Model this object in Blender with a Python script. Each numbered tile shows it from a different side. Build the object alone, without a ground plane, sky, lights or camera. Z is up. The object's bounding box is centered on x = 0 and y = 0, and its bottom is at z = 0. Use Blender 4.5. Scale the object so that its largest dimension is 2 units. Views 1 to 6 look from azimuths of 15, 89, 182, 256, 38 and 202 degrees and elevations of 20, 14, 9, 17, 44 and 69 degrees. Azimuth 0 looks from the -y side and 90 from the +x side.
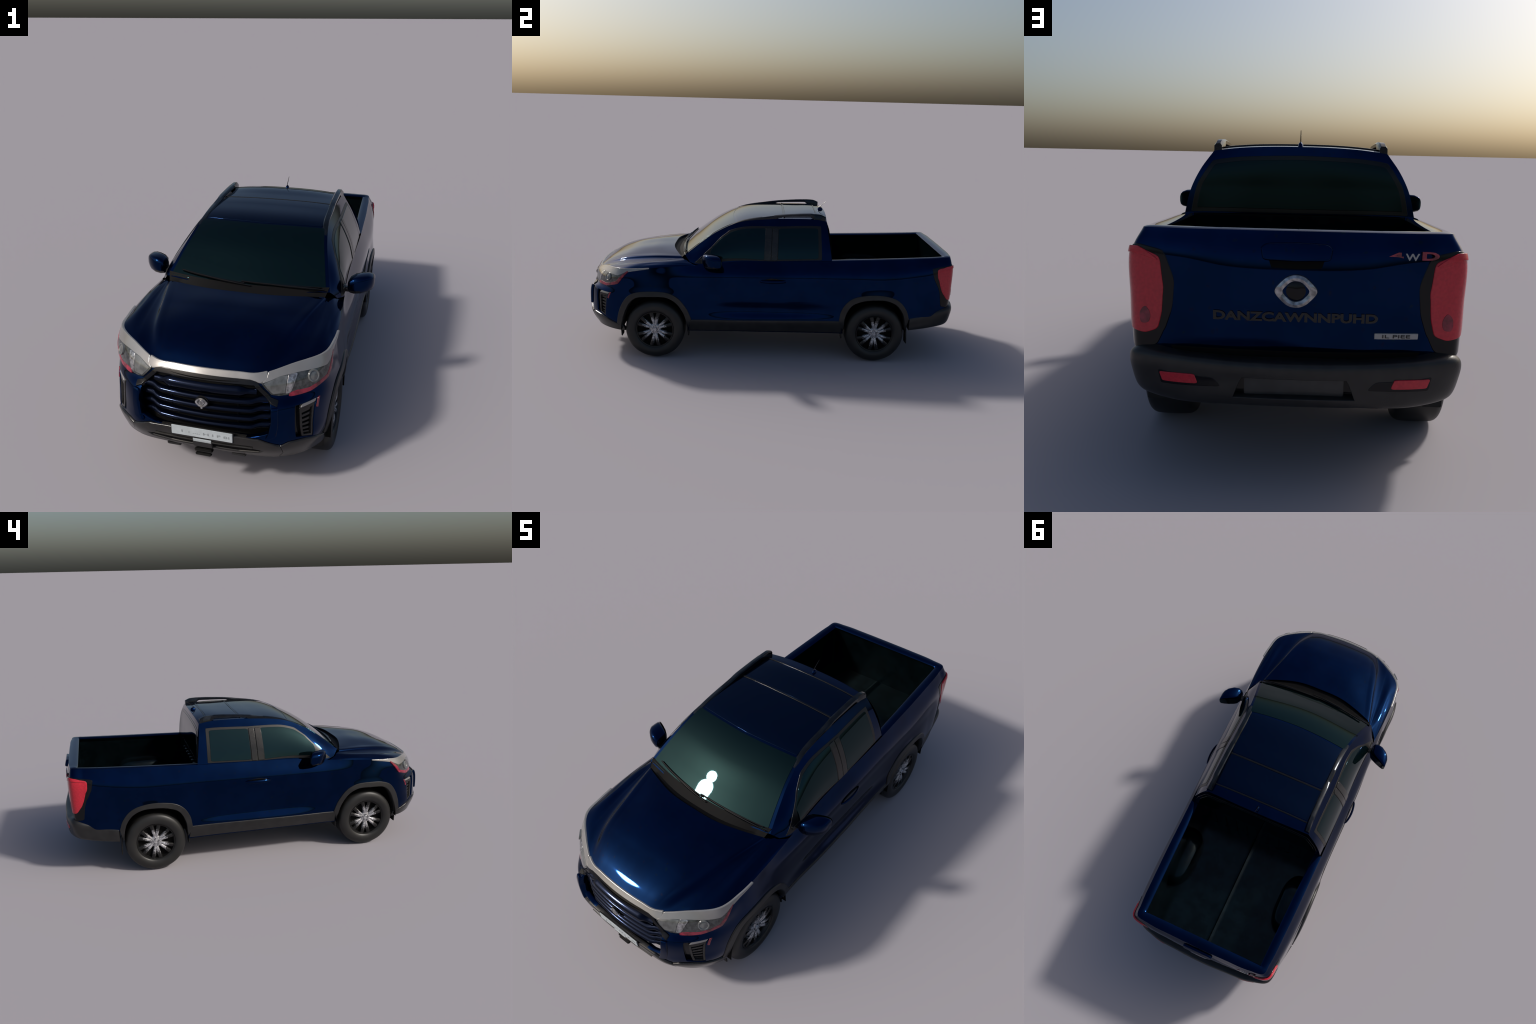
import math, random
import numpy as np

# ---------------------------------------------------------------- surfaces
def weights(knots, t):
    """Non-uniform Catmull-Rom weights of every knot at parameters t (index units)."""
    knots = np.asarray(knots, float); n = len(knots)
    t = np.clip(np.asarray(t, float), 0, n - 1)
    i = np.clip(t.astype(int), 0, n - 2)
    h = knots[i + 1] - knots[i]
    s = t - i
    W = np.zeros((len(t), n)); r = np.arange(len(t))
    h00 = 2*s**3 - 3*s**2 + 1; h10 = s**3 - 2*s**2 + s
    h01 = -2*s**3 + 3*s**2; h11 = s**3 - s**2
    W[r, i] += h00; W[r, i + 1] += h01
    def tangent(k, w):
        lo = k == 0; hi = k == n - 1; mid = ~(lo | hi)
        rr = r[lo]; d = knots[1] - knots[0]
        W[rr, 1] += w[lo] / d; W[rr, 0] -= w[lo] / d
        rr = r[hi]; d = knots[-1] - knots[-2]
        W[rr, n - 1] += w[hi] / d; W[rr, n - 2] -= w[hi] / d
        rr = r[mid]; kk = k[mid]; ww = w[mid]
        a = knots[kk] - knots[kk - 1]; b = knots[kk + 1] - knots[kk]
        W[rr, kk + 1] += ww * a / (b * (a + b))
        W[rr, kk] += ww * (b - a) / (a * b)
        W[rr, kk - 1] -= ww * b / (a * (a + b))
    tangent(i, h10 * h); tangent(i + 1, h11 * h)
    return W

class Surface:
    """Smooth sheet through a net of hand-placed section points; net[column][row]."""
    def __init__(self, net, sharp_u=(), mirror_start=False, mirror_end=False):
        G = np.array(net, float)
        self.off = 0; self.seeds = {}
        self.nu0 = G.shape[0]; self.nv = G.shape[1]
        flip = np.array([-1, 1, 1])
        if mirror_start: G = np.concatenate([G[1:3][::-1] * flip, G]); self.off = 2
        if mirror_end: G = np.concatenate([G, G[-3:-1][::-1] * flip])
        self.G = G
        du = np.linalg.norm(np.diff(G, axis=0), axis=2).mean(1)
        dv = np.linalg.norm(np.diff(G, axis=1), axis=2).mean(0)
        self.ku = np.concatenate([[0], np.cumsum(np.maximum(du, 1e-4))])
        self.kv = np.concatenate([[0], np.cumsum(np.maximum(dv, 1e-4))])
    def at(self, uv):
        uv = np.atleast_2d(np.asarray(uv, float))
        A = weights(self.ku, uv[:, 0] + self.off); B = weights(self.kv, uv[:, 1])
        return np.einsum('pi,pj,ijk->pk', A, B, self.G)
    def normal(self, uv):
        uv = np.atleast_2d(np.asarray(uv, float)); e = 2e-3
        lo = np.array([0, 0]); hi = np.array([self.nu0 - 1, self.nv - 1])
        if self.off: lo = np.array([-1, 0])
        if len(self.G) > self.nu0 + self.off: hi = hi + np.array([1, 0])
        def d(ax):
            a = uv.copy(); b = uv.copy()
            a[:, ax] = np.clip(a[:, ax] - e, lo[ax], hi[ax]); b[:, ax] = np.clip(b[:, ax] + e, lo[ax], hi[ax])
            return self.at(b) - self.at(a)
        n = np.cross(d(0), d(1))
        return n / np.maximum(np.linalg.norm(n, axis=1, keepdims=True), 1e-12)
    def find(self, pts, axes, urange=None, vrange=None):
        """uv of points given by two of their coordinates, e.g. axes='yz'."""
        ax = ['xyz'.index(a) for a in axes]
        pts = np.atleast_2d(np.asarray(pts, float))
        u0, u1 = urange or (0, self.nu0 - 1); v0, v1 = vrange or (0, self.nv - 1)
        gu, gv = np.meshgrid(np.linspace(u0, u1, 90), np.linspace(v0, v1, 40), indexing='ij')
        key = (u0, u1, v0, v1, axes)
        if key not in self.seeds:
            g = np.stack([gu.ravel(), gv.ravel()], 1); self.seeds[key] = (g, self.at(g)[:, ax])
        g, P = self.seeds[key]
        out = []
        for p in pts:
            out.append(g[np.argmin(((P - p) ** 2).sum(1))])
        uv = np.array(out)
        for _ in range(12):
            e = 1e-3
            f = self.at(uv)[:, ax] - pts
            fu = (self.at(uv + [e, 0])[:, ax] - self.at(uv - [e, 0])[:, ax]) / (2*e)
            fv = (self.at(uv + [0, e])[:, ax] - self.at(uv - [0, e])[:, ax]) / (2*e)
            det = fu[:, 0]*fv[:, 1] - fu[:, 1]*fv[:, 0]; det = np.where(abs(det) < 1e-9, 1e-9, det)
            s0 = (f[:, 0]*fv[:, 1] - f[:, 1]*fv[:, 0]) / det
            s1 = (fu[:, 0]*f[:, 1] - fu[:, 1]*f[:, 0]) / det
            uv = uv - np.clip(np.stack([s0, s1], 1), -.5, .5)
            uv[:, 0] = np.clip(uv[:, 0], u0, u1); uv[:, 1] = np.clip(uv[:, 1], v0, v1)
        return uv

def side_column(y, *xz):
    return [(x, y, z) for x, z in xz]

# lower body: runs round from the nose (x = 0) along the side to the tail (x = 0);
# rows climb from the sill to the hood edge / window sill / bed rail
BODY = Surface([
    [(0, -.960, .160), (0, -.986, .205), (0, -.993, .262), (0, -.991, .320), (0, -.983, .372), (0, -.968, .420), (0, -.945, .450)],
    [(.115, -.957, .158), (.120, -.983, .205), (.120, -.989, .262), (.120, -.986, .320), (.118, -.977, .372), (.112, -.960, .420), (.105, -.940, .450)],
    [(.235, -.940, .155), (.245, -.966, .205), (.243, -.972, .265), (.240, -.968, .345), (.236, -.940, .378), (.207, -.939, .422), (.185, -.926, .451)],
    [(.307, -.897, .152), (.327, -.905, .205), (.320, -.913, .268), (.314, -.914, .338), (.308, -.892, .374), (.302, -.884, .428), (.276, -.870, .470)],
    [(.362, -.815, .148), (.373, -.835, .205), (.374, -.835, .268), (.373, -.830, .330), (.371, -.817, .378), (.371, -.808, .434), (.357, -.800, .480)],
    side_column(-.700, (.380, .148), (.400, .205), (.410, .268), (.410, .330), (.400, .390), (.390, .446), (.381, .485)),
    side_column(-.550, (.380, .148), (.400, .205), (.411, .268), (.410, .330), (.400, .390), (.390, .455), (.384, .498)),
    side_column(-.400, (.370, .148), (.392, .208), (.393, .270), (.396, .330), (.396, .392), (.394, .458), (.375, .509)),
    side_column(-.200, (.368, .148), (.397, .210), (.384, .270), (.393, .330), (.396, .395), (.396, .465), (.364, .529)),
    side_column(-.005, (.368, .148), (.397, .212), (.383, .270), (.392, .330), (.395, .398), (.396, .468), (.361, .535)),
    side_column(.310, (.368, .148), (.393, .214), (.388, .270), (.393, .330), (.394, .400), (.391, .472), (.360, .543)),
    side_column(.440, (.378, .150), (.398, .214), (.403, .270), (.403, .330), (.395, .400), (.388, .475), (.357, .548)),
    side_column(.600, (.384, .155), (.400, .216), (.407, .272), (.407, .332), (.396, .402), (.385, .482), (.353, .554)),
    side_column(.740, (.376, .165), (.388, .218), (.391, .274), (.391, .334), (.387, .405), (.379, .492), (.347, .560)),
    side_column(.880, (.352, .185), (.364, .222), (.369, .278), (.371, .338), (.370, .410), (.364, .512), (.338, .567)),
    [(.325, .915, .195), (.340, .928, .225), (.345, .937, .282), (.348, .941, .342), (.350, .943, .412), (.352, .942, .522), (.328, .936, .571)],
    [(.285, .925, .195), (.290, .940, .225), (.288, .945, .282), (.288, .951, .342), (.288, .957, .412), (.285, .958, .522), (.268, .947, .571)],
    [(.150, .935, .195), (.150, .950, .225), (.150, .953, .282), (.150, .963, .342), (.150, .970, .412), (.150, .967, .512), (.140, .952, .571)],
    [(0, .938, .195), (0, .952, .225), (0, .954, .282), (0, .966, .342), (0, .974, .412), (0, .970, .512), (0, .953, .571)],
], mirror_start=True, mirror_end=True)

# hood and fender tops: same columns as BODY 0..7, rows run from the outer edge back to the cowl
def top_of(k): return tuple(BODY.at([[k, 6]])[0])
HOOD = Surface([
    [top_of(0), (0, -.906, .476), (0, -.800, .519), (0, -.660, .545), (0, -.545, .553)],
    [top_of(1), (.110, -.904, .475), (.122, -.800, .517), (.135, -.660, .543), (.150, -.534, .551)],
    [top_of(1.7), (.172, -.896, .4735), (.198, -.800, .5105), (.232, -.645, .5325), (.272, -.495, .5435)],
    [top_of(2), (.198, -.885, .4735), (.230, -.800, .5045), (.268, -.640, .5290), (.308, -.480, .5390)],
    [top_of(2.25), (.218, -.878, .4700), (.246, -.795, .4975), (.279, -.633, .5225), (.314, -.475, .5335)],
    [top_of(3), (.283, -.850, .477), (.294, -.770, .494), (.309, -.620, .515), (.322, -.466, .531)],
    [top_of(4), (.346, -.775, .489), (.340, -.710, .503), (.333, -.600, .516), (.329, -.456, .530)],
    [top_of(5), (.370, -.675, .496), (.358, -.620, .508), (.348, -.540, .520), (.338, -.448, .528)],
    [top_of(6), (.378, -.540, .505), (.367, -.520, .513), (.358, -.485, .519), (.349, -.441, .522)],
    [top_of(7), (.3735, -.401, .5095), (.3725, -.404, .510), (.3710, -.408, .511), (.3690, -.413, .5125)],
], mirror_start=True)

# glasshouse side: columns along y, rows from window sill to roof edge
def cab_column(foot, head, bulge):
    foot = np.array(foot); head = np.array(head)
    return [tuple(foot + (head - foot) * t + np.array([bulge * 4 * t * (1 - t), 0, 0])) for t in (0, .3, .65, 1)]
CAB_FEET = [(.3520, -.430, .5195), (.3725, -.380, .5110), (.3650, -.270, .5225), (.3605, -.170, .5310), (.3600, -.030, .5345),
            (.3585, .120, .5385), (.3565, .250, .5415), (.3555, .312, .543)]
CAB_HEADS = [(.3270, -.458, .552), (.3050, -.375, .617), (.2850, -.290, .674), (.2700, -.185, .719), (.2660, -.020, .741),
             (.2650, .120, .746), (.2660, .240, .743), (.2690, .283, .736)]
CAB_BULGE = [.002, .010, .016, .017, .015, .013, .012, .012]
CAB = Surface([cab_column(*c) for c in zip(CAB_FEET, CAB_HEADS, CAB_BULGE)])
# windshield and roof: columns from centre line to roof edge, rows run backwards
CENTRE = [(0, -.495, .547), (0, -.425, .602), (0, -.330, .670), (0, -.200, .727), (0, -.020, .749), (0, .120, .755), (0, .240, .758), (0, .291, .753)]
def roof_column(t):
    col = []
    for c, e in zip(CENTRE, CAB_HEADS):
        col.append((e[0]*t, c[1] + (e[1]-c[1]) * t**2, c[2] + (e[2]-c[2]) * t**2.6))
    return col
ROOF = Surface([roof_column(t) for t in (0, .3, .6, .85, 1)], mirror_start=True)
# back of the cab: columns from the pillar to the centre line, rows climb
REAR = Surface([
    [(.3555, .312, .543), (.337, .306, .620), (.307, .298, .682), (.2690, .283, .736)],
    [(.310, .309, .545), (.290, .303, .621), (.262, .297, .686), (.2287, .2852, .7419)],
    [(.160, .306, .545), (.150, .301, .622), (.140, .297, .690), (.1400, .2888, .7499)],
    [(0, .306, .545), (0, .301, .622), (0, .297, .691), (0, .2910, .753)],
], mirror_end=True)
BUMPER = Surface([
    [(.335, .735, .180), (.382, .735, .178), (.393, .735, .212), (.390, .735, .248), (.350, .735, .256)],
    [(.325, .850, .186), (.363, .850, .190), (.375, .850, .230), (.373, .850, .272), (.345, .848, .282)],
    [(.290, .905, .200), (.328, .932, .198), (.349, .950, .250), (.352, .954, .297), (.325, .935, .318)],
    [(.250, .930, .200), (.262, .966, .195), (.272, .980, .250), (.272, .980, .298), (.262, .945, .306)],
    [(.130, .940, .200), (.130, .982, .194), (.130, .994, .250), (.130, .992, .291), (.130, .950, .296)],
    [(0, .940, .200), (0, .986, .194), (0, .999, .250), (0, .996, .290), (0, .952, .295)],
], mirror_end=True)

# ---------------------------------------------------------------- mesh tools
import bpy, bmesh
from mathutils import Matrix, Vector

for o in list(bpy.data.objects): bpy.data.objects.remove(o)
SCENE = bpy.context.scene.collection
FLIP = np.array([-1.0, 1, 1])

def put(name, mesh, parent, mat=None):
    ob = bpy.data.objects.new(name, mesh); SCENE.objects.link(ob)
    ob.parent = parent
    if mat is not None and not mesh.materials: mesh.materials.append(mat)
    return ob

def empty(name, parent=None, loc=(0, 0, 0)):
    e = bpy.data.objects.new(name, None); SCENE.objects.link(e)
    e.empty_display_size = .05; e.parent = parent; e.location = loc
    return e

def to_mesh(name, V, F, N=None, sharp=35):
    me = bpy.data.meshes.new(name)
    me.from_pydata([tuple(map(float, v)) for v in V], [], [list(map(int, f)) for f in F])
    me.validate(); me.polygons.foreach_set('use_smooth', [True] * len(me.polygons))
    if N is not None and len(me.vertices) == len(N):
        me.normals_split_custom_set_from_vertices([tuple(map(float, n)) for n in N])
    else:
        me.set_sharp_from_angle(angle=math.radians(sharp))
    me.update()
    return me

def bm_mesh(name, bm, sharp=35):
    bmesh.ops.recalc_face_normals(bm, faces=bm.faces)
    me = bpy.data.meshes.new(name); bm.to_mesh(me); bm.free()
    me.polygons.foreach_set('use_smooth', [True] * len(me.polygons))
    me.set_sharp_from_angle(angle=math.radians(sharp))
    return me

def soften(pts, r, n=5, skip=()):
    """Round the corners of a closed polygon by cutting back r and swinging an arc."""
    P = np.asarray(pts, float); out = []; m = len(P)
    for i in range(m):
        a, b, c = P[i-1], P[i], P[(i+1) % m]
        if i in skip: out.append(b); continue
        la, lc = np.linalg.norm(a-b), np.linalg.norm(c-b)
        k = min(r, .45*la, .45*lc)
        p, q = b + (a-b)/la*k, b + (c-b)/lc*k
        for t in np.linspace(0, 1, n): out.append((1-t)**2*p + 2*t*(1-t)*b + t*t*q)
    return np.array(out)

def spline(pts, n=8, closed=False):
    """Catmull-Rom line through 2-D or 3-D points."""
    P = np.asarray(pts, float)
    if closed: P = np.concatenate([P[-2:], P, P[:3]])
    k = np.concatenate([[0], np.cumsum(np.linalg.norm(np.diff(P, axis=0), axis=1) ** .5 + 1e-6)])
    if closed: t = np.linspace(2, len(P) - 3, (len(P) - 5) * n, endpoint=False)
    else: t = np.linspace(0, len(P) - 1, (len(P) - 1) * n + 1)
    return weights(k, t) @ P

def area(P): return .5 * np.sum(P[:, 0]*np.roll(P[:, 1], -1) - P[:, 1]*np.roll(P[:, 0], -1))

def clip_cell(poly, x0, x1, y0, y1):
    for ax, val, sign in ((0, x0, 1), (0, x1, -1), (1, y0, 1), (1, y1, -1)):
        out = []
        for i in range(len(poly)):
            p, q = poly[i-1], poly[i]
            dp, dq = sign*(p[ax]-val), sign*(q[ax]-val)
            if (dp >= 0) != (dq >= 0):
                t = dp / (dp - dq); r = [p[0]+(q[0]-p[0])*t, p[1]+(q[1]-p[1])*t]; r[ax] = val
                out.append(tuple(r))
            if dq >= 0: out.append(tuple(q))
        poly = out
        if len(poly) < 3: return []
    return drop_spikes(poly)

def drop_spikes(poly):
    """Remove zero-width spikes that clipping a hollow outline leaves along a cell border."""
    P = list(poly); k = 0; idle = 0
    while len(P) > 2 and idle <= len(P):
        n = len(P); a, b, c = P[(k-1) % n], P[k % n], P[(k+1) % n]
        ux, uy, wx, wy = b[0]-a[0], b[1]-a[1], c[0]-b[0], c[1]-b[1]
        l1, l2 = math.hypot(ux, uy), math.hypot(wx, wy)
        if l1 < 1e-7 or l2 < 1e-7 or (abs(ux*wy - uy*wx) < 1e-9*max(l1*l2, 1e-3) and ux*wx + uy*wy < 0):
            P.pop(k % n); idle = 0; k = max(0, k % n - 1)
        else: k += 1; idle += 1
    return P if len(P) > 2 else []

def tile_region(outline, du, dv):
    """Cut a polygon into a grid of small cells; returns 2-D verts and faces."""
    P = np.asarray(outline, float)
    if area(P) < 0: P = P[::-1]
    Q = np.roll(P, -1, axis=0); poly = [tuple(p) for p in P]
    lo, hi = P.min(0), P.max(0)
    us = np.arange(math.floor(lo[0]/du + 1e-6), math.ceil(hi[0]/du - 1e-6) + 1) * du
    vs = np.arange(math.floor(lo[1]/dv + 1e-6), math.ceil(hi[1]/dv - 1e-6) + 1) * dv
    emin, emax = np.minimum(P, Q), np.maximum(P, Q)
    V, F, key = [], [], {}
    def vid(p):
        k = (round(p[0]*1e5), round(p[1]*1e5))
        if k not in key: key[k] = len(V); V.append(p)
        return key[k]
    for i in range(len(us) - 1):
        for j in range(len(vs) - 1):
            x0, x1, y0, y1 = us[i], us[i+1], vs[j], vs[j+1]
            near = np.any((emax[:, 0] > x0 - 1e-9) & (emin[:, 0] < x1 + 1e-9) & (emax[:, 1] > y0 - 1e-9) & (emin[:, 1] < y1 + 1e-9))
            if near:
                c = clip_cell(poly, x0, x1, y0, y1)
            else:
                cx, cy = (x0+x1)/2, (y0+y1)/2
                cross = (P[:, 1] > cy) != (Q[:, 1] > cy)
                with np.errstate(divide='ignore', invalid='ignore'):
                    xs = P[:, 0] + (cy - P[:, 1]) * (Q[:, 0]-P[:, 0]) / (Q[:, 1]-P[:, 1])
                c = [(x0, y0), (x1, y0), (x1, y1), (x0, y1)] if (np.sum(cross & (xs > cx)) % 2) else []
            if len(c) < 3: continue
            ids = []
            for p in c:
                k = vid(p)
                if k not in ids: ids.append(k)
            if len(ids) >= 3 and abs(area(np.array([V[k] for k in ids]))) > 1e-9: F.append(ids)
    return np.array(V), F

def sheet_arrays(surf, outline, offset=0., depth=.01, du=.1, dv=.2, no_skirt=None, lip=0.):
    UV, F = tile_region(outline, du, dv)
    P = surf.at(UV); N = surf.normal(UV)
    off = offset(UV) if callable(offset) else offset
    P = P + N * (off[:, None] if isinstance(off, np.ndarray) else off)
    V = [P]; NN = [N]; faces = [list(f) for f in F]
    if depth:
        count = {}
        for f in F:
            for a, b in zip(f, f[1:] + f[:1]): count[(a, b)] = count.get((a, b), 0) + 1
        edges = [(a, b) for (a, b) in count if (b, a) not in count]
        if no_skirt is not None: edges = [e for e in edges if not (no_skirt(UV[e[0]]) and no_skirt(UV[e[1]]))]
        # outward direction in the sheet at each border vertex
        out = {}
        for a, b in edges:
            d = P[b] - P[a]; o = np.cross(d, N[a]); l = np.linalg.norm(o)
            if l > 1e-9:
                for k in (a, b): out[k] = out.get(k, 0) + o / l
        ids = sorted(out); base = len(P)
        O = np.array([out[k] / max(np.linalg.norm(out[k]), 1e-9) for k in ids]) if ids else np.zeros((0, 3))
        m = len(ids); idx = {k: i for i, k in enumerate(ids)}
        A = P[ids]; n = N[ids]
        r = lip if lip else min(.0012, depth * .3)
        mid = A + O * r * .5 - n * r * .5; side = A + O * r - n * r; deep = A + O * r - n * depth
        nm = (n + O); nm /= np.maximum(np.linalg.norm(nm, axis=1, keepdims=True), 1e-9)
        V += [side, deep]; NN += [nm * .5 + O * .5, O]
        for a, b in edges:
            if a not in idx or b not in idx: continue
            i, j = idx[a], idx[b]
            faces.append([b, a, base + i, base + j])
            faces.append([base + j, base + i, base + m + i, base + m + j])
    V = np.concatenate(V); NN = np.concatenate(NN)
    return V, faces, NN

def sheet(name, surf, outline, mat, parent, sides='both', **kw):
    """Panel lying on a surface. sides: 'one' (+x), 'both' (mirrored pair), 'join' (one piece across x = 0)."""
    V, F, N = sheet_arrays(surf, outline, **kw)
    obs = []
    if sides == 'join':
        Vm, Nm = V * FLIP, N * FLIP
        n = len(V); key = {}; remap = list(range(n)); V2 = list(V); N2 = list(N)
        for i in range(n):
            if abs(V[i][0]) < 2e-4: remap_i = i; N2[i] = N[i] * np.array([0, 1, 1])
            else:
                remap_i = len(V2); V2.append(Vm[i]); N2.append(Nm[i])
            key[i] = remap_i
        F2 = F + [[key[k] for k in f[::-1]] for f in F]
        obs.append(put(name, to_mesh(name, V2, F2, N2), parent, mat))
    else:
        obs.append(put(name, to_mesh(name, V, F, N), parent, mat))
        if sides == 'both':
            obs.append(put(name, to_mesh(name, V * FLIP, [f[::-1] for f in F], N * FLIP), parent, mat))
    return obs

def pair(name, build, mat, parent):
    """build() -> (V, F); placed at +x and mirrored at -x."""
    V, F = build(); V = np.asarray(V, float)
    a = put(name, to_mesh(name, V, F), parent, mat)
    b = put(name, to_mesh(name, V * FLIP, [list(f)[::-1] for f in F]), parent, mat)
    return a, b

def lathe(profile, n=64, axis='x', closed=False):
    P = np.asarray(profile, float); m = len(P); V = []; F = []
    for k in range(n):
        a = 2*math.pi*k/n
        for x, r in P: V.append((x, r*math.cos(a), r*math.sin(a)))
    for k in range(n):
        for i in range(m if closed else m - 1):
            j = (i + 1) % m; k2 = (k + 1) % n
            F.append([k*m + i, k*m + j, k2*m + j, k2*m + i])
    return np.array(V), F

def sweep(path, section, up=(0, 0, 1), scale=None, caps=True):
    """Carry a closed 2-D section (side, up) along a 3-D path."""
    P = np.asarray(path, float); S = np.asarray(section, float); V = []; F = []; m = len(S)
    T = np.gradient(P, axis=0); T /= np.linalg.norm(T, axis=1, keepdims=True)
    up = np.asarray(up, float)
    for i, (p, t) in enumerate(zip(P, T)):
        s = np.cross(t, up); s /= max(np.linalg.norm(s), 1e-9); w = np.cross(s, t)
        k = np.ones(2) if scale is None else np.broadcast_to(scale[i], 2)
        for a, b in S: V.append(p + s*a*k[0] + w*b*k[1])
    for i in range(len(P) - 1):
        for j in range(m): F.append([i*m + j, i*m + (j+1) % m, (i+1)*m + (j+1) % m, (i+1)*m + j])
    if caps: F.append(list(range(m))[::-1]); F.append([(len(P)-1)*m + j for j in range(m)])
    return np.array(V), F

def ring(rx, ry=None, n=12, power=2.):
    ry = rx if ry is None else ry; out = []
    for k in range(n):
        a = 2*math.pi*k/n; c, s = math.cos(a), math.sin(a)
        out.append((rx*math.copysign(abs(c)**(2/power), c), ry*math.copysign(abs(s)**(2/power), s)))
    return out

def block(size, loc, bevel=.003, rot=(0, 0, 0), segs=2):
    bm = bmesh.new(); bmesh.ops.create_cube(bm, size=1)
    bmesh.ops.scale(bm, vec=size, verts=bm.verts)
    if bevel: bmesh.ops.bevel(bm, geom=bm.edges[:], offset=bevel, segments=segs, affect='EDGES')
    from mathutils import Euler
    bmesh.ops.transform(bm, matrix=Matrix.Translation(loc) @ Euler(rot).to_matrix().to_4x4(), verts=bm.verts)
    bm.verts.index_update()
    V = np.array([v.co[:] for v in bm.verts]); F = [[v.index for v in f.verts] for f in bm.faces]; bm.free()
    return V, F

def merge(*parts):
    V, F, n = [], [], 0
    for v, f in parts:
        v = np.asarray(v, float); V.append(v); F += [[i + n for i in g] for g in f]; n += len(v)
    return np.concatenate(V), F

# ---------------------------------------------------------------- materials
def material(name, color, metallic=0., rough=.4, spec=.5, coat=0., vary=0., scale=30., bump=0., bump_scale=200.):
    m = bpy.data.materials.new(name); m.use_nodes = True
    nt = m.node_tree; b = nt.nodes['Principled BSDF']
    b.inputs['Metallic'].default_value = metallic; b.inputs['Roughness'].default_value = rough
    b.inputs['Specular IOR Level'].default_value = spec
    b.inputs['Coat Weight'].default_value = coat; b.inputs['Coat Roughness'].default_value = .015
    b.inputs['Base Color'].default_value = (*color, 1)
    if vary or bump:
        tc = nt.nodes.new('ShaderNodeTexCoord')
    if vary:
        no = nt.nodes.new('ShaderNodeTexNoise'); no.inputs['Scale'].default_value = scale; no.inputs['Detail'].default_value = 4
        nt.links.new(tc.outputs['Object'], no.inputs['Vector'])
        ra = nt.nodes.new('ShaderNodeValToRGB')
        ra.color_ramp.elements[0].position = .35; ra.color_ramp.elements[1].position = .65
        ra.color_ramp.elements[0].color = (*[c*(1-vary) for c in color], 1)
        ra.color_ramp.elements[1].color = (*[c*(1+vary) for c in color], 1)
        nt.links.new(no.outputs['Fac'], ra.inputs['Fac']); nt.links.new(ra.outputs['Color'], b.inputs['Base Color'])
    if bump:
        n2 = nt.nodes.new('ShaderNodeTexNoise'); n2.inputs['Scale'].default_value = bump_scale
        nt.links.new(tc.outputs['Object'], n2.inputs['Vector'])
        bu = nt.nodes.new('ShaderNodeBump'); bu.inputs['Strength'].default_value = bump; bu.inputs['Distance'].default_value = .002
        nt.links.new(n2.outputs['Fac'], bu.inputs['Height']); nt.links.new(bu.outputs['Normal'], b.inputs['Normal'])
    return m

PAINT = material('blue_metallic_paint', (.0014, .0115, .0480), metallic=.96, rough=.045, vary=.12, scale=9)
GLASS = material('tinted_glass', (.0058, .021, .024), metallic=.90, rough=.02)
REAR_GLASS = material('rear_glass_darkened_for_shade', (.0036, .013, .015), metallic=.85, rough=.03)  # colour lowered below GLASS to bake in the dark reflection seen from behind
FRAME = material('window_seal', (.009, .0088, .0085), rough=.35, spec=.3)
RAIL = material('roof_rail_metal', (.020, .024, .030), metallic=.8, rough=.13, vary=.2, scale=25)
SCUTTLE = material('cowl_plastic', (.004, .004, .0045), rough=.6, spec=.06)
SIDE_GLASS = material('tinted_side_glass', (.008, .025, .030), metallic=.85, rough=.03)
ROOF_GLASS = material('roof_glass', (.0016, .010, .034), metallic=.90, rough=.035)
TRIM = material('black_trim', (.016, .0158, .0155), metallic=.3, rough=.22, vary=.35, scale=18)
CLAD = material('grey_plastic_cladding', (.014, .014, .0142), rough=.36, spec=.4, vary=.2, scale=25, bump=.12, bump_scale=350)
RUBBER = material('tyre_rubber', (.0155, .0155, .015), rough=.42, spec=.35, vary=.12, scale=20)
FLAP = material('mud_flap_rubber', (.008, .008, .008), rough=.6, spec=.3)
DARK = material('wheel_well_black', (.003, .003, .003), rough=.8, spec=.1)
GLOSS_BLACK = material('gloss_black', (.004, .0045, .006), metallic=.2, rough=.10, spec=.3)
SLAT = material('grille_slat', (.0030, .0065, .0190), metallic=.85, rough=.10)
CHROME = material('satin_chrome', (.27, .265, .26), metallic=.45, rough=.20, vary=.07, scale=14)
TURN = material('turn_lamp_lens', (.13, .135, .135), metallic=.35, rough=.12, vary=.3, scale=35, coat=.4)
CHIN_MAT = material('lower_bumper_plastic', (.013, .0125, .012), rough=.2, spec=.45, vary=.25, scale=20)
BRIGHT = material('bright_chrome', (.30, .30, .31), metallic=.75, rough=.12, vary=.45, scale=90)
LENS = material('headlamp_lens', (.050, .054, .055), metallic=.4, rough=.08, vary=.5, scale=70, coat=.5)
RED = material('tail_lamp_red', (.46, .018, .034), rough=.2, spec=.3, coat=.3, vary=.10, scale=150, bump=.2, bump_scale=260)
DARK_RED = material('red_lamp_edge', (.20, .012, .030), rough=.2, spec=.3, coat=.5, vary=.5, scale=50)
BED = material('bed_liner', (.0040, .0105, .0135), metallic=.75, rough=.17, vary=.3, scale=20)
PLATE = material('licence_plate_white', (.40, .44, .46), rough=.35, vary=.08, scale=30)
INK = material('plate_ink', (.24, .26, .27), rough=.5)
GREY = material('dark_plate', (.025, .027, .029), rough=.35, vary=.2, scale=30)
LETTER = material('dark_lettering', (.014, .014, .014), metallic=.3, rough=.4)
WHITE = material('badge_silver', (.30, .30, .30), metallic=.2, rough=.35)

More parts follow.
